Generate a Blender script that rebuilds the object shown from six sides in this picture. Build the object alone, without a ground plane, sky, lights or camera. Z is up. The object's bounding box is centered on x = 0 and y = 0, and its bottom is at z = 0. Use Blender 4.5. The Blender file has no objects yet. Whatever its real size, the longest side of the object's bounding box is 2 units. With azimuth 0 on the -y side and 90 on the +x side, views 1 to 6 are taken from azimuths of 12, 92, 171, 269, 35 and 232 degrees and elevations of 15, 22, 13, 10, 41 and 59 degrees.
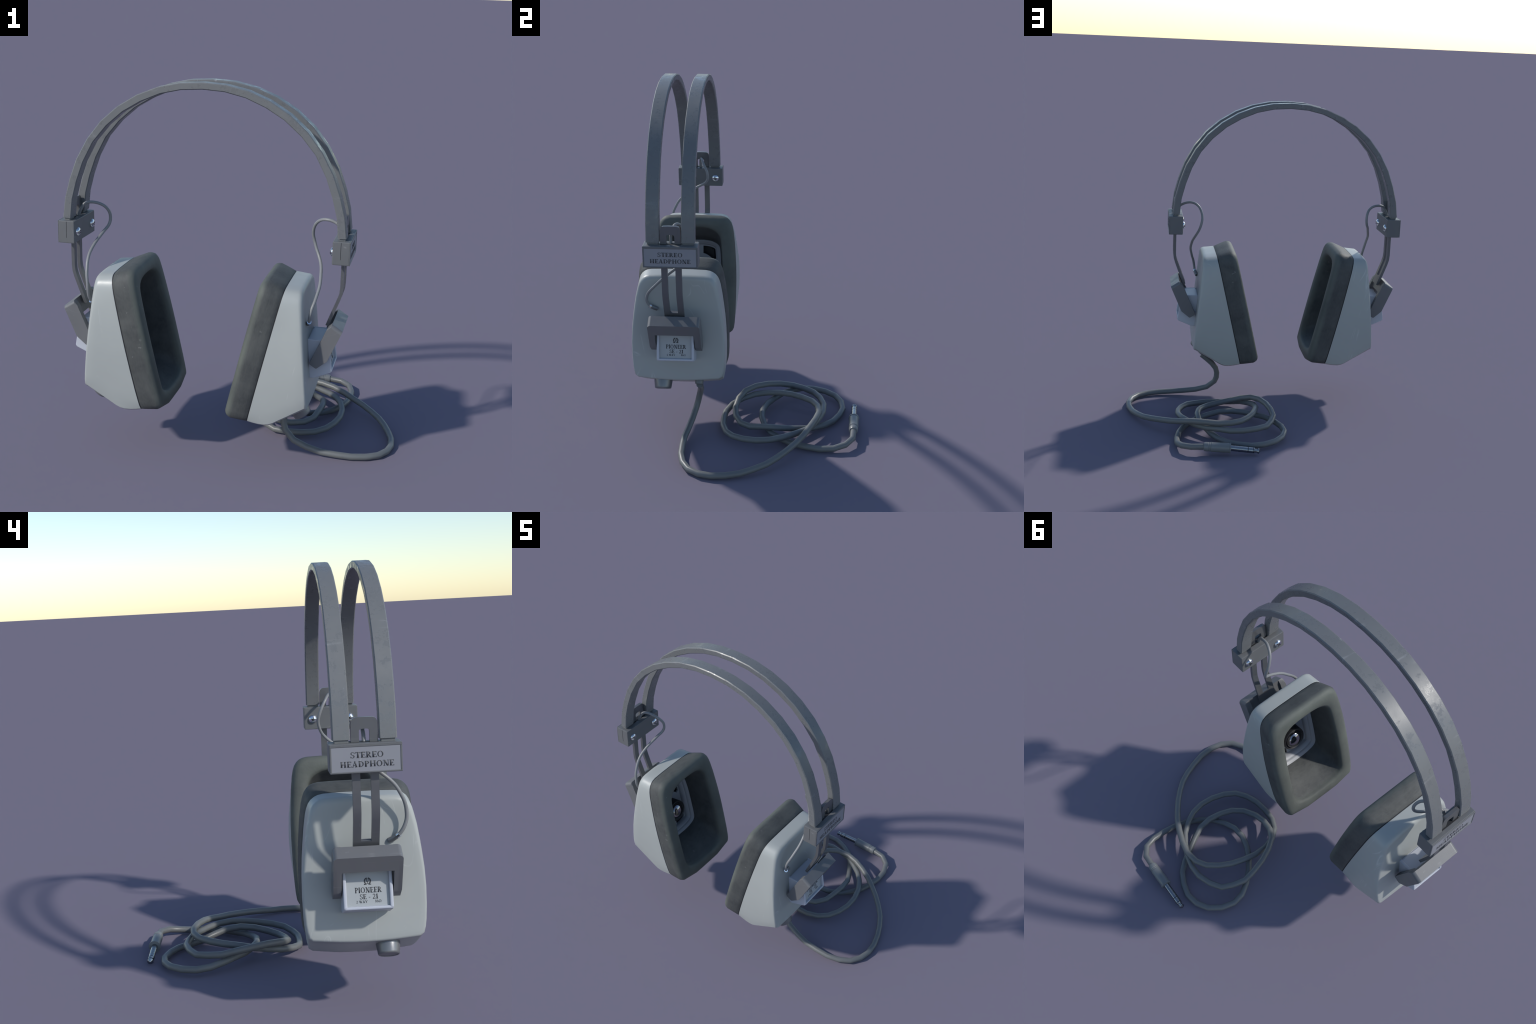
import bpy, bmesh, math, random
from mathutils import Vector, Matrix

random.seed(7)
CX, CY = -0.131, -0.394          # plan position of the headphone's middle plane
UP = Vector((0, 0, 1))
WORLD = {}                       # world matrix of every object built here

# ------------------------------------------------------------------ materials
def new_mat(name):
    m = bpy.data.materials.new(name); m.use_nodes = True
    nt = m.node_tree; nt.nodes.clear()
    out = nt.nodes.new("ShaderNodeOutputMaterial")
    b = nt.nodes.new("ShaderNodeBsdfPrincipled")
    nt.links.new(b.outputs[0], out.inputs[0])
    return m, nt, b

def ramp(nt, fac, stops, interp="LINEAR"):
    r = nt.nodes.new("ShaderNodeValToRGB"); r.color_ramp.interpolation = interp
    e = r.color_ramp.elements
    while len(e) < len(stops): e.new(0.5)
    for el, (p, c) in zip(e, stops):
        el.position = p
        el.color = (c, c, c, 1) if isinstance(c, (int, float)) else (*c, 1)
    nt.links.new(fac, r.inputs[0]); return r.outputs[0]

def coords(nt, scale=(1, 1, 1), rot=(0, 0, 0), shuffle=True):
    tc = nt.nodes.new("ShaderNodeTexCoord"); mp = nt.nodes.new("ShaderNodeMapping")
    mp.inputs["Scale"].default_value = scale; mp.inputs["Rotation"].default_value = rot
    src = tc.outputs["Object"]
    if shuffle:
        oi = nt.nodes.new("ShaderNodeObjectInfo")
        mul = nt.nodes.new("ShaderNodeVectorMath"); mul.operation = "MULTIPLY_ADD"
        mul.inputs[1].default_value = (3.1, 4.7, 5.3)
        nt.links.new(oi.outputs["Random"], mul.inputs[0]); nt.links.new(src, mul.inputs[2])
        src = mul.outputs[0]
    nt.links.new(src, mp.inputs[0]); return mp.outputs[0]

def noise(nt, vec, scale, detail=4, rough=0.55, dist=0.0):
    n = nt.nodes.new("ShaderNodeTexNoise")
    n.inputs["Scale"].default_value = scale; n.inputs["Detail"].default_value = detail
    n.inputs["Roughness"].default_value = rough; n.inputs["Distortion"].default_value = dist
    nt.links.new(vec, n.inputs["Vector"]); return n.outputs["Fac"]

def math_node(nt, op, a, b):
    m = nt.nodes.new("ShaderNodeMath"); m.operation = op
    for i, v in enumerate((a, b)):
        if isinstance(v, (int, float)): m.inputs[i].default_value = v
        else: nt.links.new(v, m.inputs[i])
    return m.outputs[0]

def mixc(nt, fac, a, b):
    m = nt.nodes.new("ShaderNodeMix"); m.data_type = "RGBA"
    if isinstance(fac, (int, float)): m.inputs[0].default_value = fac
    else: nt.links.new(fac, m.inputs[0])
    for i, v in ((6, a), (7, b)):
        if isinstance(v, tuple): m.inputs[i].default_value = (*v, 1)
        else: nt.links.new(v, m.inputs[i])
    return m.outputs[2]

def scratches(nt, amount):
    """thin wandering hairlines: the zero level of stretched, distorted noise, broken up by a coarse mask"""
    acc = None
    for rot, sc, seedrot in (((0.3, 0.9, 0.5), 5.0, 0.0), ((1.2, 0.2, 1.9), 7.0, 0.7), ((0.6, 2.1, 0.1), 6.0, 1.3)):
        v = coords(nt, (1.0, 0.06, 1.0), rot)
        n = noise(nt, v, sc, 1.0, 0.4, 0.12)
        d = math_node(nt, "ABSOLUTE", math_node(nt, "SUBTRACT", n, 0.5), 0.0)
        line = ramp(nt, d, [(0.0, 1.0), (0.0042, 0.0)])
        acc = line if acc is None else math_node(nt, "MAXIMUM", acc, line)
    mask = ramp(nt, noise(nt, coords(nt, (1, 1, 1), (0.4, 0.1, 0.9)), 7.0, 2.0), [(0.56, 0.0), (0.68, 1.0)])
    return math_node(nt, "MULTIPLY", math_node(nt, "MULTIPLY", acc, mask), amount)

def specks(nt, amount, scale=26.0, lo=0.70, hi=0.76):
    s = ramp(nt, noise(nt, coords(nt), scale, 2.0, 0.6, 0.3), [(lo, 0.0), (hi, 1.0)])
    mask = ramp(nt, noise(nt, coords(nt, (1, 1, 1), (0.2, 0.7, 0.1)), 3.5, 2.0), [(0.48, 0.0), (0.62, 1.0)])
    return math_node(nt, "MULTIPLY", math_node(nt, "MULTIPLY", s, mask), amount)

def bump(nt, bsdf, height, strength, dist=0.002):
    b = nt.nodes.new("ShaderNodeBump")
    b.inputs["Strength"].default_value = strength; b.inputs["Distance"].default_value = dist
    nt.links.new(height, b.inputs["Height"]); nt.links.new(b.outputs[0], bsdf.inputs["Normal"])

def painted(name, base, vary=0.06, rough=0.4, wear=0.25, wear_col=(0.42, 0.43, 0.43), metal=0.0, spec=0.5, grain=0.15, scr=0.3, patch=0.0):
    m, nt, b = new_mat(name)
    lo = tuple(c * (1 - vary) for c in base); hi = tuple(c * (1 + vary) for c in base)
    body = mixc(nt, noise(nt, coords(nt), 9.0, 5.0), lo, hi)
    w = math_node(nt, "MAXIMUM", specks(nt, wear), scratches(nt, scr))
    nt.links.new(mixc(nt, w, body, wear_col), b.inputs["Base Color"])
    r = math_node(nt, "ADD", ramp(nt, noise(nt, coords(nt), 14.0, 4.0), [(0.3, rough - 0.05), (0.7, rough + 0.06)]), math_node(nt, "MULTIPLY", w, 0.15))
    if patch:      # rubbed, glossier places
        pm = ramp(nt, noise(nt, coords(nt), 16.0, 8.0, 0.75), [(0.52, 0.0), (0.58, patch)])
        r = math_node(nt, "SUBTRACT", r, pm)
    nt.links.new(r, b.inputs["Roughness"])
    b.inputs["Metallic"].default_value = metal
    b.inputs["Specular IOR Level"].default_value = spec
    if grain: bump(nt, b, noise(nt, coords(nt), 260.0, 2.0), grain, 0.0008)
    return m

M_SHELL = painted("shell_plastic", (0.365, 0.382, 0.368), 0.03, 0.38, 0.10, (0.60, 0.62, 0.61), grain=0.06, scr=0.45)
M_BAND = painted("painted_metal", (0.150, 0.155, 0.158), 0.06, 0.38, 0.5, (0.36, 0.37, 0.38), scr=0.28, patch=0.17)
M_CLAMP = painted("clamp_plastic", (0.128, 0.132, 0.136), 0.07, 0.44, 0.5, (0.34, 0.35, 0.35), grain=0.3, scr=0.35)
M_YOKE = painted("yoke_plastic", (0.138, 0.140, 0.146), 0.07, 0.40, 0.4, (0.34, 0.35, 0.35), grain=0.25, scr=0.35)
M_STRAP = painted("strap_steel", (0.150, 0.154, 0.162), 0.06, 0.36, 0.30, (0.45, 0.45, 0.45), metal=0.5, grain=0.1, scr=0.1)
M_BADGE = painted("badge_plastic", (0.47, 0.49, 0.545), 0.02, 0.36, 0.05, (0.7, 0.7, 0.72), grain=0.05, scr=0.05)
M_PLATE = painted("nameplate_metal", (0.37, 0.39, 0.40), 0.04, 0.36, 0.12, (0.30, 0.32, 0.38), grain=0.1, scr=0.06)
M_LABEL = painted("label_metal", (0.255, 0.26, 0.285), 0.05, 0.42, 0.45, (0.48, 0.48, 0.5), grain=0.15, scr=0.08)
M_CORD = painted("cord_rubber", (0.140, 0.146, 0.146), 0.08, 0.42, 0.06, (0.25, 0.26, 0.26), grain=0.08, scr=0.0)
M_WIRE = painted("wire_sleeve", (0.215, 0.22, 0.225), 0.05, 0.42, 0.0, grain=0.05, scr=0.0)
M_KNOB = painted("knob_metal", (0.20, 0.205, 0.212), 0.05, 0.32, 0.06, (0.35, 0.35, 0.35), metal=0.5, grain=0.1, scr=0.08)
M_PLUGBODY = painted("plug_plastic", (0.165, 0.175, 0.18), 0.04, 0.36, 0.04, (0.3, 0.3, 0.3), grain=0.05, scr=0.0)
M_INK = painted("print_ink", (0.062, 0.064, 0.068), 0.08, 0.5, 0.0, grain=0.0, scr=0.0)
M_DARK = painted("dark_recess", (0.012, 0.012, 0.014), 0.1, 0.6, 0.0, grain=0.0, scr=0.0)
M_BAFFLE = painted("baffle_plastic", (0.34, 0.35, 0.37), 0.03, 0.42, 0.05, (0.5, 0.5, 0.5), grain=0.05, scr=0.0)

def plain_metal(name, col, rough):
    m, nt, b = new_mat(name)
    nt.links.new(mixc(nt, noise(nt, coords(nt), 40, 3), tuple(c * 0.88 for c in col), col), b.inputs["Base Color"])
    b.inputs["Metallic"].default_value = 1.0
    nt.links.new(ramp(nt, noise(nt, coords(nt), 60, 3), [(0.3, max(rough - 0.03, 0.02)), (0.7, rough + 0.05)]), b.inputs["Roughness"])
    return m
M_CHROME = plain_metal("chrome", (0.72, 0.74, 0.78), 0.16)
M_STEEL = plain_metal("plug_steel", (0.30, 0.32, 0.34), 0.24)
M_DOME = plain_metal("dome_metal", (0.33, 0.32, 0.34), 0.09)

def cushion_mat():
    """dark vinyl, mottled, with a paler rubbed zone along the rim that touches the head (local z = depth of the pad)"""
    m, nt, b = new_mat("cushion_vinyl")
    big = noise(nt, coords(nt), 7.0, 5.0, 0.6, 0.5)
    fine = noise(nt, coords(nt, (1, 1, 3)), 38.0, 5.0, 0.65)
    body = mixc(nt, ramp(nt, big, [(0.32, 0.0), (0.7, 1.0)]), (0.044, 0.047, 0.049), (0.086, 0.090, 0.087))
    body = mixc(nt, ramp(nt, fine, [(0.35, 0.0), (0.75, 0.45)]), body, (0.098, 0.103, 0.097))
    tc = nt.nodes.new("ShaderNodeTexCoord"); sx = nt.nodes.new("ShaderNodeSeparateXYZ")
    nt.links.new(tc.outputs["Object"], sx.inputs[0])
    edge = ramp(nt, math_node(nt, "MULTIPLY", sx.outputs["Z"], 6.0), [(0.52, 0.0), (0.66, 1.0)])
    rub = math_node(nt, "MULTIPLY", edge, ramp(nt, noise(nt, coords(nt), 5.0, 4.0), [(0.25, 0.25), (0.7, 0.95)]))
    body = mixc(nt, rub, body, (0.118, 0.130, 0.113))
    sp = specks(nt, 0.35, 34.0, 0.70, 0.74)
    nt.links.new(mixc(nt, sp, body, (0.26, 0.26, 0.25)), b.inputs["Base Color"])
    b.inputs["Roughness"].default_value = 0.62
    b.inputs["Specular IOR Level"].default_value = 0.35
    bump(nt, b, math_node(nt, "ADD", math_node(nt, "MULTIPLY", big, 2.0), fine), 0.35, 0.003)
    return m
M_CUSHION = cushion_mat()

# ------------------------------------------------------------------ mesh helpers
def link(ob, parent, world):
    bpy.context.scene.collection.objects.link(ob)
    WORLD[ob.name] = world
    if parent is not None:
        ob.parent = parent
        ob.matrix_parent_inverse = Matrix.Identity(4)
        ob.matrix_basis = WORLD[parent.name].inverted() @ world
    else:
        ob.matrix_basis = world
    return ob

def build(name, verts, faces, mat, parent, frame=None, smooth=35, bevel=0.0, segs=2, bevel_angle=30, slots=None, subdiv=0):
    """verts in world space; frame = local frame of the object (default: moved to its own middle)"""
    vs = [Vector(v) for v in verts]
    if frame is None:
        lo = Vector([min(v[i] for v in vs) for i in range(3)]); hi = Vector([max(v[i] for v in vs) for i in range(3)])
        frame = Matrix.Translation((lo + hi) / 2)
    inv = frame.inverted()
    bm = bmesh.new()
    bv = [bm.verts.new(inv @ v) for v in vs]
    for f in faces:
        idx = [i for k, i in enumerate(f) if i != f[k - 1]]
        if len(set(idx)) >= 3:
            try: bm.faces.new([bv[i] for i in idx])
            except ValueError: pass
    bmesh.ops.remove_doubles(bm, verts=bm.verts, dist=1e-6)
    bmesh.ops.recalc_face_normals(bm, faces=bm.faces)
    if bevel > 0:
        lim = math.radians(bevel_angle)
        es = [e for e in bm.edges if len(e.link_faces) == 2 and e.calc_face_angle(0) > lim]
        bmesh.ops.bevel(bm, geom=es, offset=bevel, segments=segs, profile=0.5, affect="EDGES", clamp_overlap=True)
        bmesh.ops.recalc_face_normals(bm, faces=bm.faces)
    me = bpy.data.meshes.new(name); bm.to_mesh(me); bm.free()
    me.materials.append(mat)
    me.shade_smooth()
    if smooth is not None: me.set_sharp_from_angle(angle=math.radians(smooth))
    ob = bpy.data.objects.new(name, me)
    if bevel > 0:          # keep the big faces flat, let only the bevels turn
        wn = ob.modifiers.new("face_weighted", "WEIGHTED_NORMAL"); wn.keep_sharp = True; wn.weight = 100
    return link(ob, parent, frame)

def share(ob, world, parent):
    c = ob.copy(); return link(c, parent, world)

def bridge(rings, closed=True, cap0=False, cap1=False):
    """rings: list of equally long point lists -> verts, faces"""
    n = len(rings[0]); verts = [p for r in rings for p in r]; faces = []
    for a in range(len(rings) - 1):
        for i in range(n if closed else n - 1):
            j = (i + 1) % n
            faces.append((a * n + i, a * n + j, (a + 1) * n + j, (a + 1) * n + i))
    if cap0: faces.append(tuple(range(n - 1, -1, -1)))
    if cap1: faces.append(tuple((len(rings) - 1) * n + i for i in range(n)))
    return verts, faces

def merge(*parts):
    verts, faces = [], []
    for v, f in parts:
        o = len(verts); verts += list(v); faces += [tuple(i + o for i in q) for q in f]
    return verts, faces

def prism(poly, y0, y1):
    """polygon in (X, z), swept along Y (headphone-local)"""
    return bridge([[(x, y0, z) for x, z in poly], [(x, y1, z) for x, z in poly]], True, True, True)

def box(x0, x1, y0, y1, z0, z1):
    return prism([(x0, z0), (x1, z0), (x1, z1), (x0, z1)], y0, y1)

def side_map(vf, s):
    """headphone-local (X outward, Y, z) -> world, s = +1 right cup, -1 left cup"""
    v, f = vf
    return [(CX + s * x, CY + y, z) for x, y, z in v], f

def catmull(pts, per):
    P = [Vector(p) for p in pts]; P = [2 * P[0] - P[1]] + P + [2 * P[-1] - P[-2]]; out = []
    for i in range(1, len(P) - 2):
        a, b, c, d = P[i - 1:i + 3]
        for k in range(per):
            t = k / per
            out.append(0.5 * (2 * b + (c - a) * t + (2 * a - 5 * b + 4 * c - d) * t * t + (3 * b - a - 3 * c + d) * t ** 3))
    out.append(P[-2]); return out

def tube(path, radius, sides=8, phase=0.0):
    P = [Vector(p) for p in path]; n = len(P)
    tang = [(P[min(i + 1, n - 1)] - P[max(i - 1, 0)]).normalized() for i in range(n)]
    ref = tang[0].cross(UP if abs(tang[0].z) < 0.9 else Vector((1, 0, 0))).normalized()
    rings = []
    for i in range(n):
        ref = (ref - tang[i] * ref.dot(tang[i])).normalized(); b = tang[i].cross(ref)
        r = radius(i / (n - 1)) if callable(radius) else radius
        rings.append([P[i] + r * (ref * math.cos(phase + 2 * math.pi * k / sides) + b * math.sin(phase + 2 * math.pi * k / sides)) for k in range(sides)])
    return bridge(rings, True, True, True)

def lathe(profile, origin, axis, sides=24):
    """profile: (distance along axis, radius)"""
    o = Vector(origin); a = Vector(axis).normalized()
    x = a.cross(UP if abs(a.z) < 0.9 else Vector((1, 0, 0))).normalized(); y = a.cross(x)
    rings = [[o + a * h + r * (x * math.cos(2 * math.pi * k / sides) + y * math.sin(2 * math.pi * k / sides)) for k in range(sides)] for h, r in profile]
    return bridge(rings, True, True, True)

def lerp(a, b, t): return a + (b - a) * t

# ------------------------------------------------------------------ the thing
root = bpy.data.objects.new("headphones", None)
root.empty_display_size = 0.2
link(root, None, Matrix.Identity(4))
root["label"] = "old grey over-ear headphones with twin headbands and coiled cord"
root["category"] = "headphones"

# ------------------------------------------------------------------ headband: two parallel polygonal bows
OUTER = [(0, 2.0), (.117, 1.993), (.231, 1.968), (.338, 1.925), (.440, 1.863), (.530, 1.785), (.605, 1.690), (.665, 1.582), (.704, 1.475), (.731, 1.374), (.744, 1.270)]
INNER = [(0, 1.965), (.110, 1.958), (.216, 1.934), (.318, 1.891), (.411, 1.836), (.498, 1.761), (.571, 1.674), (.627, 1.568), (.664, 1.465), (.689, 1.370), (.700, 1.268)]
def bow(y0, y1):
    st = [((-a[0], a[1]), (-b[0], b[1])) for a, b in zip(OUTER[:0:-1], INNER[:0:-1])] + list(zip(OUTER, INNER))
    c = 0.0045; rings = []
    for (ox, oz), (ix, iz) in st:
        d = math.hypot(ox - ix, oz - iz); tx, tz = (ox - ix) / d * c, (oz - iz) / d * c
        rings.append([(CX + x, CY + y, z) for x, y, z in (
            (ox, y0 + c, oz), (ox, y1 - c, oz), (ox - tx, y1, oz - tz), (ix + tx, y1, iz + tz),
            (ix, y1 - c, iz), (ix, y0 + c, iz), (ix + tx, y0, iz + tz), (ox - tx, y0, oz - tz))])
    return bridge(rings, True, True, True)
for y0, y1 in ((-0.130, -0.058), (0.058, 0.130)):
    build("headband", *bow(y0, y1), M_BAND, root, smooth=30)

# ------------------------------------------------------------------ serif lettering as raised strokes
def arc(cx, cy, rx, ry, a0, a1, wx, wy, n=12):
    o, i = [], []
    for k in range(n + 1):
        a = math.radians(lerp(a0, a1, k / n)); c, s = math.cos(a), math.sin(a)
        o.append((cx + rx * c, cy + ry * s)); i.append((cx + (rx - wx) * c, cy + (ry - wy) * s))
    return ("band", o, i)
def bar(x0, y0, x1, y1): return ("poly", [(x0, y0), (x1, y0), (x1, y1), (x0, y1)])
def diag(xa, ya, xb, yb, w): return ("poly", [(xa, ya), (xa + w, ya), (xb + w, yb), (xb, yb)])
def serif(x, y, half=0.15, h=0.06): return bar(x - half, y, x + half, y + h)
TK, TH, SH = 0.20, 0.085, 0.065
def stem(x, w=TK): return [bar(x - w / 2, 0, x + w / 2, 1), serif(x, 0), serif(x, 1 - SH)]
GLYPH = {
 "I": (0.36, stem(0.18)),
 "E": (0.66, stem(0.20) + [bar(0.2, 1 - TH, 0.60, 1), bar(0.2, 0, 0.62, TH), bar(0.2, 0.47, 0.47, 0.54), bar(0.54, 0.80, 0.60, 1), bar(0.56, 0, 0.62, 0.22), bar(0.43, 0.38, 0.48, 0.63)]),
 "T": (0.70, [bar(0.27, 0, 0.27 + TK, 1), serif(0.355, 0, 0.17), bar(0.03, 1 - TH, 0.68, 1), bar(0.03, 0.76, 0.09, 1), bar(0.62, 0.76, 0.68, 1)]),
 "H": (0.86, stem(0.20) + stem(0.66) + [bar(0.2, 0.47, 0.66, 0.54)]),
 "N": (0.84, [bar(0.15, 0, 0.22, 1), serif(0.18, 0), serif(0.12, 1 - SH, 0.12), bar(0.66, 0, 0.73, 1), serif(0.70, 1 - SH), diag(0.53, 0, 0.11, 1, 0.20)]),
 "O": (0.86, [arc(0.43, 0.5, 0.38, 0.52, 0, 360, 0.17, 0.07, 28)]),
 "P": (0.68, stem(0.20) + [arc(0.30, 0.735, 0.32, 0.265, -90, 90, 0.16, TH), bar(0.2, 1 - TH, 0.31, 1), bar(0.2, 0.47, 0.31, 0.47 + TH)]),
 "R": (0.76, stem(0.20) + [arc(0.30, 0.745, 0.30, 0.255, -90, 90, 0.16, TH), bar(0.2, 1 - TH, 0.31, 1), bar(0.2, 0.49, 0.34, 0.49 + TH), diag(0.55, 0, 0.28, 0.52, 0.17), bar(0.55, 0, 0.76, SH)]),
 "D": (0.82, stem(0.20) + [arc(0.30, 0.5, 0.46, 0.5, -90, 90, 0.17, TH, 16), bar(0.2, 1 - TH, 0.31, 1), bar(0.2, 0, 0.31, TH)]),
 "A": (0.82, [diag(0.10, 0, 0.38, 1, 0.07), diag(0.53, 0, 0.32, 1, 0.18), bar(0.22, 0.28, 0.58, 0.35), serif(0.13, 0, 0.13), serif(0.62, 0, 0.17)]),
 "S": (0.62, [arc(0.31, 0.75, 0.25, 0.27, 35, 262, 0.14, TH, 16), arc(0.31, 0.26, 0.26, 0.28, -150, 85, 0.14, TH, 16), diag(0.42, 0.36, 0.10, 0.60, 0.12), bar(0.50, 0.72, 0.55, 0.98), bar(0.06, 0.02, 0.11, 0.30)]),
 "W": (1.06, [diag(0.26, 0, 0.06, 1, 0.15), diag(0.27, 0, 0.50, 1, 0.07), diag(0.64, 0, 0.44, 1, 0.15), diag(0.66, 0, 0.92, 1, 0.07), serif(0.13, 1 - SH), serif(0.95, 1 - SH, 0.11)]),
 "Y": (0.78, [bar(0.31, 0, 0.47, 0.46), serif(0.39, 0), diag(0.31, 0.42, 0.06, 1, 0.16), diag(0.40, 0.42, 0.65, 1, 0.07), serif(0.13, 1 - SH), serif(0.68, 1 - SH, 0.11)]),
 "2": (0.60, [arc(0.29, 0.72, 0.24, 0.28, -30, 170, 0.14, TH, 14), diag(0.08, 0.06, 0.38, 0.62, 0.13), bar(0.06, 0, 0.53, 0.12), bar(0.49, 0, 0.54, 0.22)]),
 "1": (0.46, [bar(0.16, 0, 0.16 + TK, 1), serif(0.245, 0, 0.18), bar(0.06, 0.82, 0.2, 0.9)]),
 "6": (0.62, [arc(0.31, 0.31, 0.26, 0.32, 0, 360, 0.13, TH, 20), arc(0.40, 0.42, 0.35, 0.58, 85, 190, 0.13, 0.07, 10)]),
 "-": (0.40, [bar(0.06, 0.30, 0.34, 0.40)]),
 "\u03a9": (0.86, [arc(0.43, 0.56, 0.38, 0.45, -50, 230, 0.14, 0.07, 20), bar(0.05, 0, 0.34, 0.12), bar(0.52, 0, 0.81, 0.12), bar(0.22, 0, 0.30, 0.28), bar(0.56, 0, 0.64, 0.28)]),
 " ": (0.34, []),
}
SOUNDMARK = [arc(0, 0.05, 1, 1, 102, 252, 0.40, 0.34, 14), arc(0, 0.05, 1, 1, -72, 78, 0.40, 0.34, 14),
             bar(-0.98, -0.96, -0.28, -0.70), bar(0.28, -0.96, 0.98, -0.70),
             bar(-0.30, 0.0, -0.12, 0.78), bar(0.12, 0.0, 0.30, 0.78), bar(-0.30, -0.14, 0.30, 0.02), bar(-0.09, -0.72, 0.09, -0.1)]
def strokes_mesh(strokes, put, lift):
    """put(a, b, h) -> headphone-local point; every stroke stands a hair higher than the last so none are coplanar"""
    parts = []
    for k, st in enumerate(strokes):
        h = lift + 0.00012 * (k % 7)
        if st[0] == "poly":
            low = [put(a, b, -0.0008) for a, b in st[1]]; top = [put(a, b, h) for a, b in st[1]]
            parts.append(bridge([low, top], True, True, True))
        else:
            o, i = st[1], st[2]
            parts.append(bridge([[put(a, b, -0.0008) for a, b in o], [put(a, b, h) for a, b in o], [put(a, b, h) for a, b in i], [put(a, b, -0.0008) for a, b in i]], False))
    return merge(*parts)
def word_strokes(text, width, cap):
    x, out = 0.0, []
    total = sum(GLYPH[c][0] for c in text)
    sx = width / total
    for c in text:
        w, st = GLYPH[c]
        for s in st:
            tr = lambda pts: [((x + a) * sx - width / 2, (b - 0.5) * cap) for a, b in pts]
            out.append((s[0],) + tuple(tr(p) for p in s[1:]))
        x += w
    return out

# ------------------------------------------------------------------ outlines of the ear cup (half, then mirrored)
def full(half):
    """half outline from top middle (Y >= 0) to bottom middle -> closed loop"""
    return half + [(-u, v) for u, v in half[-2:0:-1]]
SEAM = full([(0, .731), (.080, .731), (.152, .728), (.176, .723), (.192, .715), (.208, .701), (.219, .684), (.227, .662), (.233, .635), (.241, .570), (.248, .490), (.253, .420), (.2565, .330), (.2570, .220), (.2535, .110), (.2485, .045), (.2440, .016), (.2350, -.005), (.2170, -.016), (.112, -.032), (.055, -.035), (0, -.035)])
RIM = full([(0, .744), (.085, .744), (.165, .742), (.188, .737), (.205, .729), (.219, .716), (.231, .698), (.239, .674), (.245, .645), (.254, .575), (.260, .490), (.264, .420), (.2660, .330), (.2650, .220), (.2620, .110), (.2580, .045), (.2530, .010), (.2440, -.009), (.2290, -.0215), (.112, -.047), (.055, -.048), (0, -.048)])
MOUTH = full([(0, .668), (.045, .667), (.085, .661), (.110, .652), (.130, .641), (.145, .628), (.156, .612), (.163, .594), (.167, .570), (.171, .520), (.175, .460), (.178, .400), (.180, .330), (.181, .230), (.180, .150), (.178, .106), (.173, .082), (.162, .064), (.141, .049), (.100, .036), (.050, .032), (0, .031)])
THROAT = full([(0, .563), (.040, .563), (.077, .559), (.097, .554), (.113, .547), (.126, .539), (.137, .529), (.144, .517), (.148, .503), (.151, .470), (.153, .440), (.154, .400), (.154, .350), (.1535, .290), (.152, .240), (.150, .214), (.144, .198), (.133, .186), (.114, .177), (.077, .168), (.040, .165), (0, .165)])
PANEL = full([(0, .998), (.080, .998), (.152, .995), (.175, .990), (.190, .982), (.203, .970), (.213, .956), (.220, .938), (.226, .915), (.237, .868), (.246, .810), (.254, .750), (.2615, .680), (.2655, .600), (.2650, .525), (.2615, .460), (.2575, .425), (.2505, .397), (.2310, .382), (.118, .372), (.060, .369), (0, .368)])
NP = len(SEAM)
PIV = Vector((0.289, 0, 0.293))                       # where seam bottom line meets the middle plane
VD = Vector((0.234, 0, 1)).normalized(); WD = Vector((-1, 0, 0.234)).normalized()
def cup(u, v, w): return PIV + Vector((0, u, 0)) + VD * v + WD * w
def panel_x(z): return 0.545 + 0.087 * (1.0 - z)
def to_right(p): return Vector((CX + p[0], CY + p[1], p[2]))
TURN = Matrix.Translation((CX, CY, 0)) @ Matrix.Rotation(math.pi, 4, "Z") @ Matrix.Translation((-CX, -CY, 0))
o = to_right(cup(0, 0.36, 0))
FRAME = Matrix(((0, VD.x, WD.x, o.x), (-1, 0, 0, o.y), (0, VD.z, WD.z, o.z), (0, 0, 0, 1)))   # x = -Y, y = up the seam, z = towards the head

def inset(outline, d):
    n = len(outline); out = []
    for i in range(n):
        a, b, c = Vector(outline[i - 1]), Vector(outline[i]), Vector(outline[(i + 1) % n])
        t = (c - a).normalized(); nn = Vector((t.y, -t.x))
        mid = Vector((0, sum(p[1] for p in outline) / n))
        if nn.dot(mid - b) < 0: nn = -nn
        out.append(tuple(b + nn * d))
    return out

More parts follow.
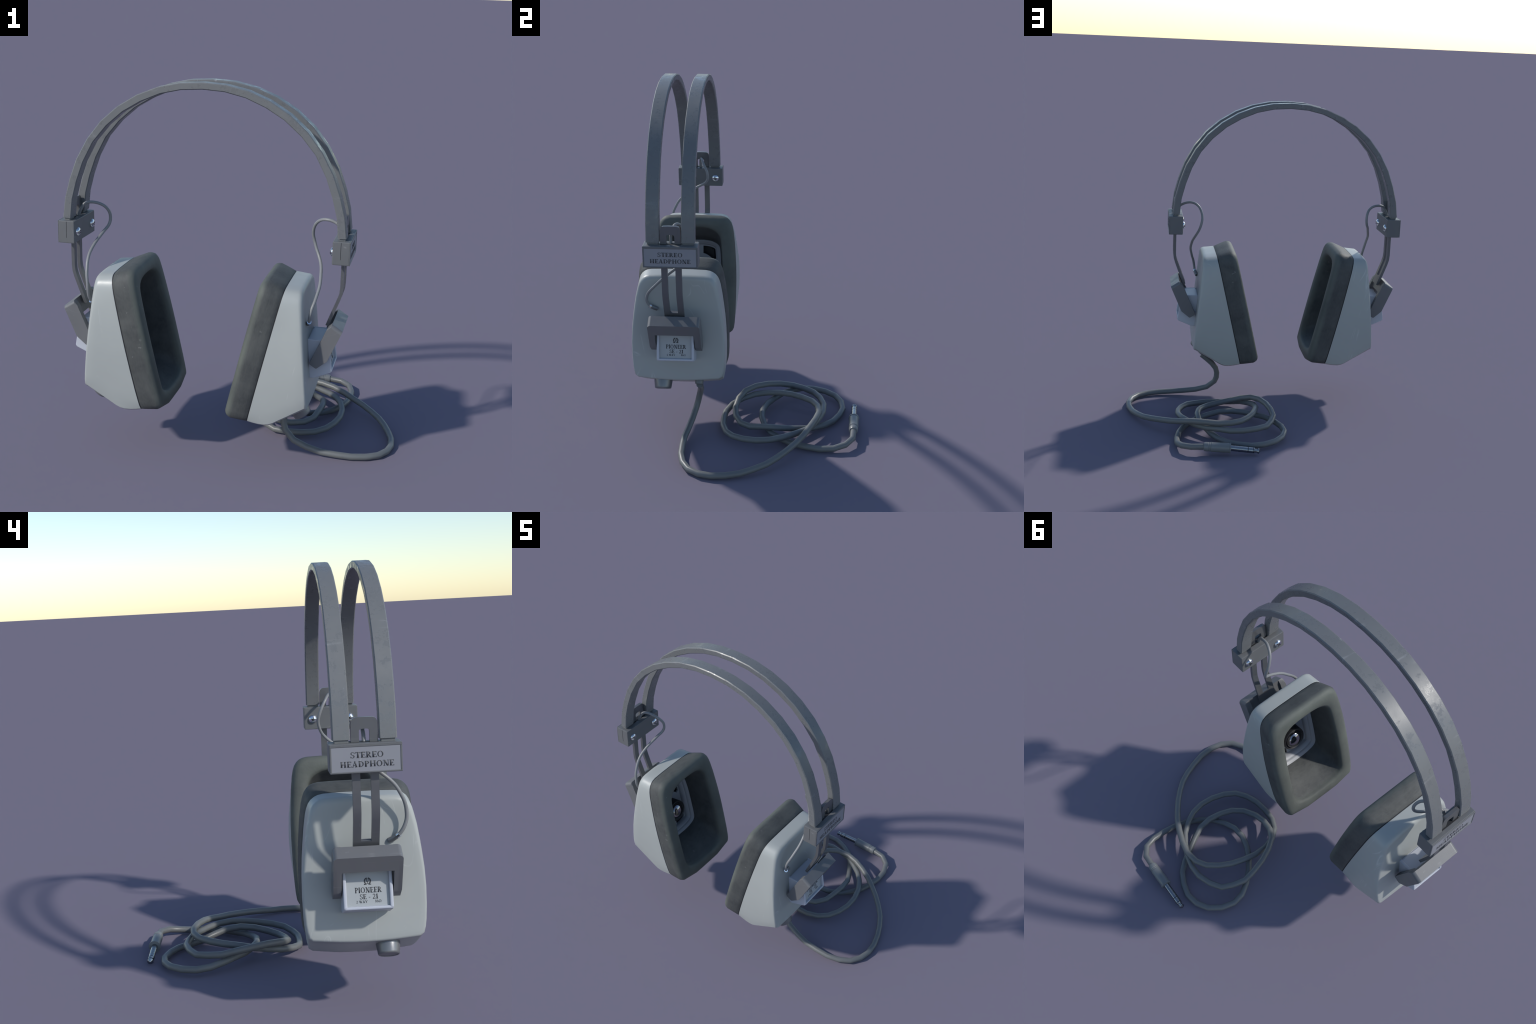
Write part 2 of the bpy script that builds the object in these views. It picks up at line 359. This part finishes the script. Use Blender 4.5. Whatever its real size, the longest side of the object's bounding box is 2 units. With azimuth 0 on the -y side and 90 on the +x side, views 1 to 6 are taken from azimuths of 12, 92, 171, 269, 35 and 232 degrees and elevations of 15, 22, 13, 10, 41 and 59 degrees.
# shell: from the seam, over the keel under the cup, round the edge to the flat back panel
def shell_mesh():
    seam3 = [cup(u, v, -0.0015) for u, v in SEAM]
    def rr(z): return 0.012 + 0.012 * min(max((z - 0.60) / 0.38, 0), 1) + 0.003 * min(max((0.45 - z) / 0.05, 0), 1)      # edge radius grows towards the top
    def rounded(ang):
        a = math.radians(ang); out = []
        for (y, z) in PANEL:
            r = rr(z)
            ny, nz = NRM[len(out)]
            q = (y + ny * r * (1 - math.cos(a)), z + nz * r * (1 - math.cos(a)))
            out.append(Vector((panel_x(q[1]) - r * (1 - math.sin(a)), q[0], q[1])))
        return out
    NRM = [((b[0] - a[0]) / 0.01, (b[1] - a[1]) / 0.01) for a, b in zip(PANEL, inset(PANEL, 0.01))]
    pan3 = rounded(0)
    keel = [(0, 0), (.10, -.016), (.20, -.030), (.30, -.041), (.38, -.045), (.46, -.0425), (.56, -.034), (.70, -.0235), (.85, -.0115), (1, 0)]
    rings = [[cup(u, v, 0.004) for u, v in inset(SEAM, 0.012)], [cup(u, v, 0.0) for u, v in inset(SEAM, 0.003)]]
    for t, drop in keel:
        ring = []
        for k, (a, b) in enumerate(zip(seam3, pan3)):
            p = a.lerp(b, t); v = SEAM[k][1]
            wgt = 1.0 if v < -0.002 else (0.55 if v < 0.03 else (0.15 if v < 0.06 else 0.0))
            p.z += drop * wgt * (1.0 if v < 0.03 else 0.6)
            ring.append(p)
        rings.append(ring)
    for ang in (22, 45, 68, 90): rings.append(rounded(ang))
    flat = rings[-1]
    rings.append([Vector((panel_x(lerp(p.z, 0.68, 0.08)), p.y * 0.92, lerp(p.z, 0.68, 0.08))) for p in flat])
    return bridge([[to_right(p) for p in r] for r in rings], True, False, True)

def cushion_mesh():
    def ring(outl, w): return [to_right(cup(u, v, w)) for u, v in outl]
    def mix(A, B, t): return [(lerp(a[0], b[0], t), lerp(a[1], b[1], t)) for a, b in zip(A, B)]
    rings = [ring(inset(SEAM, 0.014), -0.004), ring(inset(SEAM, 0.0030), 0.0030), ring(mix(SEAM, RIM, 0.02), 0.006), ring(mix(SEAM, RIM, 0.35), 0.030), ring(mix(SEAM, RIM, 0.70), 0.060),
             ring(RIM, 0.088), ring(inset(RIM, 0.003), 0.101), ring(inset(RIM, 0.0095), 0.114), ring(inset(RIM, 0.020), 0.122), ring(inset(RIM, 0.032), 0.1265),
             ring(mix(inset(RIM, 0.032), MOUTH, 0.45), 0.1275), ring(mix(inset(RIM, 0.032), MOUTH, 0.78), 0.1245), ring(mix(inset(RIM, 0.032), MOUTH, 0.95), 0.1175),
             ring(MOUTH, 0.107), ring(mix(MOUTH, THROAT, 0.10), 0.088), ring(mix(MOUTH, THROAT, 0.5), 0.026), ring(THROAT, -0.067), ring(inset(THROAT, 0.004), -0.088)]
    return bridge(rings, True, False, False)

# baffle inside the pad: frame, ring and four spokes, cut as one sheet with four corner windows
def baffle_sheet(parent, frame):
    cu = bpy.data.curves.new("baffle", "CURVE"); cu.dimensions = "2D"; cu.fill_mode = "BOTH"
    cu.extrude = 0.006; cu.bevel_depth = 0.002; cu.bevel_resolution = 1
    def spl(pts):
        s = cu.splines.new("POLY"); s.points.add(len(pts) - 1)
        for q, (a, b) in zip(s.points, pts): q.co = (a, b, 0, 1)
        s.use_cyclic_u = True
    cen = 0.364
    spl([(u, v - cen) for u, v in inset(THROAT, 0.022)])
    R = 0.112
    for su in (1, -1):
        for sv in (1, -1):
            outl = [(u, v - cen) for u, v in inset(THROAT, 0.038)]
            q = [(su * abs(u), sv * abs(v)) for u, v in outl if u > 0.026 and abs(v) > 0.045 and v > 0 and math.hypot(u, v) > R]
            q.sort(key=lambda p: math.atan2(abs(p[1]), abs(p[0])))
            a1 = math.acos(0.026 / R); a0 = math.atan2(abs(q[0][1]), abs(q[0][0]))
            top = abs(q[-1][1]); pts = q + [(su * 0.026, sv * top)]
            for k in range(9):
                a = lerp(a1, a0, k / 8); pts.append((su * R * math.cos(a), sv * R * math.sin(a)))
            spl(pts)
    tmp = bpy.data.objects.new("tmp_baffle", cu); bpy.context.scene.collection.objects.link(tmp)
    dg = bpy.context.evaluated_depsgraph_get(); me = bpy.data.meshes.new_from_object(tmp.evaluated_get(dg))
    bpy.data.objects.remove(tmp); me.name = "baffle"
    me.materials.clear(); me.materials.append(M_BAFFLE); me.shade_smooth(); me.set_sharp_from_angle(angle=math.radians(30))
    ob = bpy.data.objects.new("baffle", me)
    return link(ob, parent, frame)

def local_cup(vf):
    """(u, v-.36, w) local coordinates of FRAME -> world (right cup)"""
    v, f = vf
    return [FRAME @ Vector(p) for p in v], f

protos = {}
for s, turn in ((1, Matrix.Identity(4)), (-1, TURN)):
    if s == 1:
        shell = build("ear_cup", *shell_mesh(), M_SHELL, root, frame=FRAME, smooth=32)
        protos["cushion"] = build("ear_cushion", *cushion_mesh(), M_CUSHION, shell, frame=FRAME, smooth=60)
        protos["baffle"] = baffle_sheet(shell, FRAME @ Matrix.Translation((0, -0.004, -0.130)))
        gk = [[to_right(cup(u, v, w)) for u, v in inset(SEAM, d)] for d, w in ((.010, -.003), (.0012, -.0025), (.0012, .0045), (.010, .0055))]
        protos["dark_seam"] = build("seam_dark_ring", *bridge(gk), M_DARK, shell, frame=FRAME)  # black ring modelled to draw the dark of the shell/pad groove
        # raised lip round the baffle
        lip = [[(u, v - .36, w) for u, v in inset(THROAT, d)] for d, w in ((-.003, -.078), (.000, -.066), (.003, -.0645), (.011, -.071), (.018, -.0765), (.020, -.086), (.023, -.087), (.034, -.103), (.036, -.109), (.037, -.132))]
        protos["lip"] = build("baffle_rim", *local_cup(bridge(lip)), M_BAFFLE, shell, frame=FRAME, smooth=50)
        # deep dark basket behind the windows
        hollow = [[(u, v - .36, w) for u, v in inset(THROAT, d)] for d, w in ((.030, -.134), (.055, -.160), (.13, -.161))]
        protos["hollow_backing"] = build("dark_hollow_backing", *local_cup(bridge(hollow)), M_DARK, shell, frame=FRAME)
        oz = FRAME @ Vector((0, -.008, -.130)); az = FRAME.to_3x3() @ Vector((0, 0, 1))
        protos["surround"] = build("driver_surround", *lathe([(-.015, .074), (.070, .072), (.077, .070), (.079, .066), (.074, .060), (.070, .03)], oz, az, 36), M_DARK, shell, frame=FRAME, smooth=40)
        dome = [(.060, .0565), (.074, .0565), (.077, .0555)] + [(.078 + .024 * math.sin(a), .054 * math.cos(a)) for a in (math.radians(k) for k in range(8, 86, 9))]
        protos["dome"] = build("driver_dome", *lathe(dome, oz, az, 32), M_DOME, shell, frame=FRAME, smooth=60)
    else:
        shell2 = share(shell, TURN @ FRAME, root)
        for k, ob in protos.items():
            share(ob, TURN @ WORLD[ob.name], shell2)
shells = {1: shell, -1: shell2}

# ------------------------------------------------------------------ parts that hang on each side
WIRE = {1: [(.715, 0, 1.250), (.698, -.002, 1.297), (.669, .005, 1.319), (.631, .010, 1.329), (.595, .023, 1.323), (.568, .039, 1.301), (.553, .058, 1.268), (.549, .073, 1.232), (.556, .081, 1.195), (.568, .075, 1.158), (.584, .060, 1.124), (.598, .036, 1.095), (.607, .005, 1.069), (.611, -.027, 1.044), (.614, -.057, 1.019), (.613, -.085, .993), (.607, -.112, .964), (.600, -.140, .934), (.590, -.160, .902), (.583, -.167, .864), (.578, -.150, .828), (.572, -.130, .815)],
        -1: [(.714, 0, 1.250), (.697, 0, 1.290), (.676, .005, 1.322), (.640, .016, 1.330), (.601, .026, 1.323), (.571, .041, 1.302), (.556, .058, 1.269), (.554, .062, 1.230), (.561, .050, 1.200), (.575, .019, 1.176), (.586, -.019, 1.153), (.596, -.052, 1.131), (.605, -.082, 1.105), (.609, -.113, 1.079), (.608, -.140, 1.049), (.605, -.159, 1.016), (.600, -.176, .979), (.594, -.184, .941), (.592, -.184, .901), (.592, -.171, .864), (.586, -.150, .833), (.574, -.130, .816)]}
STRAP_PATH = [(.7245, 1.358), (.7245, 1.29), (.7245, 1.12), (.7245, .995), (.7215, .962), (.712, .930), (.6955, .885), (.678, .838), (.6665, .808), (.658, .785)]
def strap_mesh():
    """flat bar bent along STRAP_PATH with one long slot; built as a sheet, then given thickness"""
    P = [Vector((x, 0, z)) for x, z in STRAP_PATH]
    d = [0.0]
    for a, b in zip(P, P[1:]): d.append(d[-1] + (b - a).length)
    def at(sv, y):
        for i in range(len(P) - 1):
            if sv <= d[i + 1] + 1e-9:
                p = P[i].lerp(P[i + 1], (sv - d[i]) / (d[i + 1] - d[i])); t = (P[i + 1] - P[i]).normalized(); break
        else: p, t = P[-1], (P[-1] - P[-2]).normalized()
        return p + Vector((0, y, 0)), Vector((t.z, 0, -t.x)) * -1
    HW, SW = 0.0545, 0.0215
    inn, out = [], []
    for k in range(13):
        a = math.pi * (1 - k / 12); c, sn = math.cos(a), math.sin(a)
        sq = 0.5
        inn.append((0.066 - 0.019 * abs(sn) ** sq, SW * (abs(c) ** sq) * (1 if c > 0 else -1) if abs(c) > 1e-6 else 0))
        sq = 0.36
        out.append((0.066 - 0.066 * abs(sn) ** sq, HW * (abs(c) ** sq) * (1 if c > 0 else -1) if abs(c) > 1e-6 else 0))
    end_slot = d[7] - 0.004
    rows = [0.066] + [x for x in d[2:] if x < end_slot] + [end_slot]
    sheets = []
    sheets.append(([(a, b) for a, b in inn + out], [(i, i + 1, 13 + i + 1, 13 + i) for i in range(12)]))
    for y0, y1 in ((-HW, -SW), (SW, HW)):
        sheets.append(([(r, y) for r in rows for y in (y0, y1)], [(2 * i, 2 * i + 1, 2 * i + 3, 2 * i + 2) for i in range(len(rows) - 1)]))
    low = [end_slot, d[8], d[9]]
    ys = (-HW, -SW, SW, HW)
    pts = [(r, y) for r in low for y in ys]
    sheets.append((pts, [(4 * i + j, 4 * i + j + 1, 4 * i + j + 5, 4 * i + j + 4) for i in range(2) for j in range(3)]))
    v2, f2 = merge(*sheets)
    key, remap, uv = {}, [], []
    for p in v2:
        kk = (round(p[0], 5), round(p[1], 5))
        if kk not in key: key[kk] = len(uv); uv.append(p)
        remap.append(key[kk])
    f2 = [tuple(remap[i] for i in q) for q in f2]
    th = 0.0085; n = len(uv); top, bot = [], []
    for sv, y in uv:
        p, nn = at(sv, y); top.append(p + nn * th); bot.append(p - nn * th)
    edges = {}
    for q in f2:
        q = [x for k, x in enumerate(q) if x != q[k - 1]]
        for a, b in zip(q, q[1:] + q[:1]): edges.setdefault(tuple(sorted((a, b))), []).append((a, b))
    faces = list(f2) + [tuple(i + n for i in reversed(q)) for q in f2]
    for ab in edges.values():
        if len(ab) == 1: a, b = ab[0]; faces.append((a, a + n, b + n, b))
    return top + bot, faces

YOKE_LEG = [(.7485, .7865), (.6935, .8215), (.6740, .8040), (.587, .604), (.5895, .597), (.6195, .5785), (.626, .5795), (.677, .622)]
YOKE_CUT = [(.790, .682), (.7125, .7175), (.664, .7395), (.6870, .796), (.6945, .8215), (.6945, .87), (.62, .87), (.50, .80), (.50, .50), (.75, .50)]
def yoke_mesh():
    """solid with the side outline YOKE_LEG, its top corners rounded, then the gap between the legs and the pocket
    for the strap cut out behind the bar"""
    def solid(vf):
        v, f = vf; bm = bmesh.new(); bv = [bm.verts.new(p) for p in v]
        for q in f: bm.faces.new([bv[i] for i in q])
        bmesh.ops.recalc_face_normals(bm, faces=bm.faces); return bm
    rings = []
    def station(y, drop):
        top = [(x - .400 * drop, z - .9165 * drop) for x, z in YOKE_LEG[:3]]
        rings.append([(x, y, z) for x, z in top + YOKE_LEG[3:]])
    R = .019; steps = [math.radians(k) for k in (0, 15, 30, 45, 60, 75, 90)]
    for a in steps: station(-.1435 + R * (1 - math.cos(a)), R * (1 - math.sin(a)))
    for a in reversed(steps): station(.1435 - R * (1 - math.cos(a)), R * (1 - math.sin(a)))
    bm = solid(bridge(rings, True, True, True))
    A = bpy.data.meshes.new("tmp_a"); bm.to_mesh(A); bm.free()
    bm = solid(prism(YOKE_CUT, -.1085, .1085)); B = bpy.data.meshes.new("tmp_b"); bm.to_mesh(B); bm.free()
    oa, ob = bpy.data.objects.new("tmp_a", A), bpy.data.objects.new("tmp_b", B)
    for q in (oa, ob): bpy.context.scene.collection.objects.link(q)
    md = oa.modifiers.new("cut", "BOOLEAN"); md.object = ob; md.operation = "DIFFERENCE"; md.solver = "EXACT"
    me = bpy.data.meshes.new_from_object(oa.evaluated_get(bpy.context.evaluated_depsgraph_get()))
    v = [tuple(q.co) for q in me.vertices]; f = [tuple(p.vertices) for p in me.polygons]
    for q in (oa, ob): bpy.data.objects.remove(q)
    for q in (A, B, me): bpy.data.meshes.remove(q)
    return v, f

BADGE = [(.560, .7150), (.6550, .7150), (.6580, .708), (.6855, .5560), (.682, .545), (.607, .510), (.575, .510)]
BADGE_WALL = [(.560, .7205), (.668, .7205), (.676, .713), (.7020, .557), (.6955, .5470), (.607, .508), (.575, .508)]
PLATE0, PLATE1 = Vector((.6885, 0, .5535)), Vector((.6600, 0, .7120))      # foot and head of the leaning name plate
PT = (PLATE1 - PLATE0).normalized(); PN = Vector((PT.z, 0, -PT.x))
for s in (1, -1):
    sh = shells[s]; M = lambda vf: side_map(vf, s)
    # clamp block
    clamp = build("band_clamp", *M(box(.677, .7645, -.1465, .1465, 1.1365, 1.2575)), M_CLAMP, root, bevel=.006, segs=2)
    # face frame: four rails round the sunken label
    y1, z0, z1 = .1455, 1.1375, 1.2565
    fr = []
    for (ya, yb, za, zb) in ((-y1, y1, z1 - .013, z1), (-y1, y1, z0, z0 + .007), (-y1, -y1 + .008, z0 + .006, z1 - .012), (y1 - .008, y1, z0 + .006, z1 - .012)):
        fr.append(box(.762, .7675, ya, yb, za, zb))
    build("clamp_frame", *M(merge(*fr)), M_CLAMP, clamp, bevel=.0018, segs=1)
    build("label_plate", *M(box(.7635, .7656, -.1385, .1385, 1.1435, 1.2445)), M_LABEL, clamp)
    for text, width, zc in (("STEREO", .134, 1.2115), ("HEADPHONE", .217, 1.1745)):
        st = word_strokes(text, width, .0235)
        build("lettering", *M(strokes_mesh(st, lambda a, b, h: (.7656 + h, s * a + (.0 if s > 0 else -.004), zc + b), .0004)), M_INK, clamp, smooth=None)
    build("parting_line", *M(box(.7185, .7205, -.1470, -.146, 1.166, 1.2535)), M_DARK, clamp)
    build("strap_slot", *M(merge(box(.708, .740, -.0575, .0575, 1.2560, 1.2580))), M_DARK, clamp)
    for y in (-.094, .094):
        neck = box(.7085, .7385, y - .029, y + .029, 1.254, 1.2705)
        build("band_tenon", *M(neck), M_BAND, clamp, bevel=.002, segs=1)
    for y in (-.1, .1):
        prof = [(0, .0235), (.004, .0235), (.0085, .021), (.0125, .016), (.0150, .009), (.0158, .003)]
        sc = build("screw", *M(lathe(prof, (.677, y, 1.193), (-1, 0, 0), 24)), M_CHROME, clamp, smooth=50)
        a = random.uniform(0.2, 1.2); ca, sa = math.cos(a), math.sin(a)
        def rot(vf):
            v, f = vf
            return [(x, y + (yy * ca - zz * sa), 1.193 + yy * sa + zz * ca) for x, yy, zz in v], f
        cross = merge(box(.6612, .670, -.0105, .0105, -.0026, .0026), box(.6614, .670, -.0026, .0026, -.0105, .0105))
        build("screw_recess", *M(rot(cross)), M_DARK, clamp)
    # slotted strap
    build("hanger_strap", *M(strap_mesh()), M_STRAP, root, smooth=28)
    # yoke
    yk = build("yoke", *M(yoke_mesh()), M_YOKE, root, bevel=.0022, segs=2, bevel_angle=42, smooth=32)
    # badge box: a shallow tray; its name plate leans back, deepest at the head
    bd = build("badge_box", *M(prism(BADGE, -.0925, .0925)), M_BADGE, sh, bevel=.002, segs=1, bevel_angle=25, smooth=40)
    walls = merge(prism(BADGE_WALL, -.1045, -.0895), prism(BADGE_WALL, .0895, .1045))
    build("badge_side", *M(walls), M_BADGE, sh, bevel=.005, segs=3, bevel_angle=25, smooth=40)
    build("badge_sill", *M(prism([(.600, .5075), (.6945, .5465), (.7015, .5520), (.7000, .5620), (.6800, .5620), (.600, .54)], -.0990, .0990)), M_BADGE, sh, bevel=.003, segs=2, smooth=40)
    build("badge_top", *M(prism([(.575, .711), (.664, .711), (.664, .7185), (.575, .7195)], -.0990, .0990)), M_BADGE, sh, bevel=.002, segs=2, smooth=40)
    q0, q1 = PLATE0 - PN * .003, PLATE1 - PN * .003
    build("name_plate", *M(prism([(q0.x, q0.z), (PLATE0.x, PLATE0.z), (PLATE1.x, PLATE1.z), (q1.x, q1.z)], -.0900, .0900)), M_PLATE, sh)
    def put(yc, zc, k=1.0):
        c = PLATE0 + PT * ((zc - PLATE0.z) / PT.z)
        return lambda a, b, h: tuple(c + PT * (b * k) + PN * h + Vector((0, s * (yc + a * k), 0)))
    build("sound_mark", *M(strokes_mesh(SOUNDMARK, put(.001, .6625, .0152), .0004)), M_INK, sh, smooth=None)
    for text, w, cap, yc, zc in (("PIONEER", .113, .0228, .002, .6270), ("SE - 21", .0775, .0208, .004, .6000), ("2 WAY", .048, .0105, -.0265, .5795), ("16\u03a9", .027, .0110, .042, .5800)):
        build("lettering", *M(strokes_mesh(word_strokes(text, w, cap), put(yc, zc), .0004)), M_INK, sh, smooth=None)
    # knob under the cup
    ax = Vector((.543, 0, -.840)); k0 = Vector((.530, -.0985, .3435))
    build("volume_knob", *M(lathe([(-.012, .053), (.004, .0535), (.012, .0530), (.048, .0485), (.0545, .0470), (.0570, .0440), (.0570, .0405), (.0548, .0395), (.0548, .012)], k0, ax, 32)), M_KNOB, sh, smooth=38)
    # wire with its sleeve at the cup
    w = build("wire", *M(tube(catmull(WIRE[s], 4), .0083, 10)), M_WIRE, root, smooth=60)
    a, b = Vector(WIRE[s][-2]), Vector(WIRE[s][-1]); c = Vector((.566, -.112, .806))
    build("strain_relief", *M(tube([a.lerp(b, .2), b, b.lerp(c, .6), c], .0115, 12)), M_KNOB, w, smooth=60)
    build("wire_ferrule", *M(tube([a.lerp(b, -.25), a.lerp(b, .25)], .0118, 12)), M_CHROME, w, smooth=60)

# ------------------------------------------------------------------ cord lying on the ground, one coil after the other
CORD = [(.404,-.284,.312),(.372,-.281,.287),(.333,-.283,.251),(.307,-.290,.215),(.297,-.298,.179),(.298,-.306,.143),(.310,-.315,.110),(.360,-.333,.064),(.435,-.349,.040),(.517,-.364,.027),(.601,-.366,.022),(.684,-.363,.019),(.760,-.344,.018),(.825,-.306,.018),(.866,-.246,.018),(.883,-.175,.017),(.879,-.096,.020),(.858,-.017,.022),(.828,.055,.031),(.790,.123,.040),(.740,.181,.051),(.685,.234,.063),(.624,.283,.074),(.562,.326,.089),(.493,.362,.103),(.419,.394,.109),(.341,.415,.108),(.262,.409,.106),(.199,.376,.103),(.151,.318,.100),(.113,.252,.097),(.089,.178,.092),(.074,.102,.082),(.077,.023,.070),(.102,-.051,.054),(.152,-.111,.041),(.219,-.147,.026),(.295,-.154,.024),(.376,-.150,.025),(.447,-.127,.027),(.506,-.085,.036),(.545,-.020,.043),(.568,.055,.050),(.572,.134,.059),(.555,.212,.069),(.519,.280,.072),(.471,.339,.069),(.410,.384,.069),(.339,.419,.074),(.264,.441,.069),(.188,.447,.072),(.107,.426,.073),(.039,.387,.072),(.004,.326,.079),(-.019,.258,.086),(-.012,.181,.099),(.008,.102,.107),(.042,.025,.108),(.087,-.037,.098),(.150,-.075,.080),(.223,-.089,.058),(.298,-.080,.045),(.371,-.045,.041),(.419,.014,.048),(.440,.086,.063),(.452,.162,.068),(.446,.241,.060),(.416,.310,.044),(.379,.378,.027),(.339,.445,.022),(.290,.502,.022),(.222,.541,.024),(.149,.564,.024),(.070,.556,.028),(.002,.522,.031),(-.048,.460,.032),(-.073,.385,.035),(-.063,.317,.041),(-.024,.252,.049),(.028,.192,.054),(.090,.141,.051),(.159,.101,.053),(.233,.077,.050),(.310,.077,.046),(.383,.099,.035),(.450,.139,.028),(.505,.199,.023),(.547,.267,.022),(.573,.340,.021),(.588,.419,.018),(.589,.499,.024),(.566,.568,.037),(.511,.610,.045),(.434,.618,.049)]
cord = build("cord", *tube([(x, y, max(z, .0182)) for x, y, z in CORD], .0182, 10), M_CORD, root, smooth=70)
g = Vector((CX + .535, CY + .110, .330)); axg = Vector((.543, 0, -.840))
build("cord_grommet", *lathe([(-.012, .0245), (.006, .0245), (.011, .0235), (.012, .0205), (.004, .0185)], g, axg, 24), M_PLUGBODY, cord, smooth=40)

# jack plug
p0, p1, p2 = Vector((.434, .618, .049)), Vector((.281, .627, .041)), Vector((.105, .637, .0215))
L = (p1 - p0).length; ax = (p1 - p0).normalized()
plug = build("plug", *lathe([(-.006, .0165), (-.004, .0235), (.004, .0265), (.022, .0275), (.024, .0260), (.027, .0260), (.029, .0278), (.031, .0278), (.033, .0262), (.036, .0262), (.038, .0282), (L - .008, .0290), (L - .006, .0320), (L, .0320), (L + .001, .014)], p0, ax, 28), M_PLUGBODY, root, smooth=35)
ax2 = (p2 - p1).normalized(); T = (p2 - p1).length; r = .0168
build("plug_sleeve", *lathe([(-.005, r), (T - .077, r), (T - .0765, r - .001)], p1, ax2, 24), M_STEEL, plug, smooth=35)
build("plug_insulator", *lathe([(T - .078, r - .0012), (T - .036, r - .0012)], p1, ax2, 24), M_DARK, plug, smooth=35)
build("plug_ring", *lathe([(T - .0735, r), (T - .0445, r)], p1, ax2, 24), M_STEEL, plug, smooth=35)
build("plug_tip", *lathe([(T - .0415, r), (T - .037, r), (T - .033, r * .72), (T - .024, r * .62), (T - .019, r * .72), (T - .013, r * 1.0), (T - .010, r * 1.0), (T - .002, r * .30), (T, .001)], p1, ax2, 24), M_STEEL, plug, smooth=35)
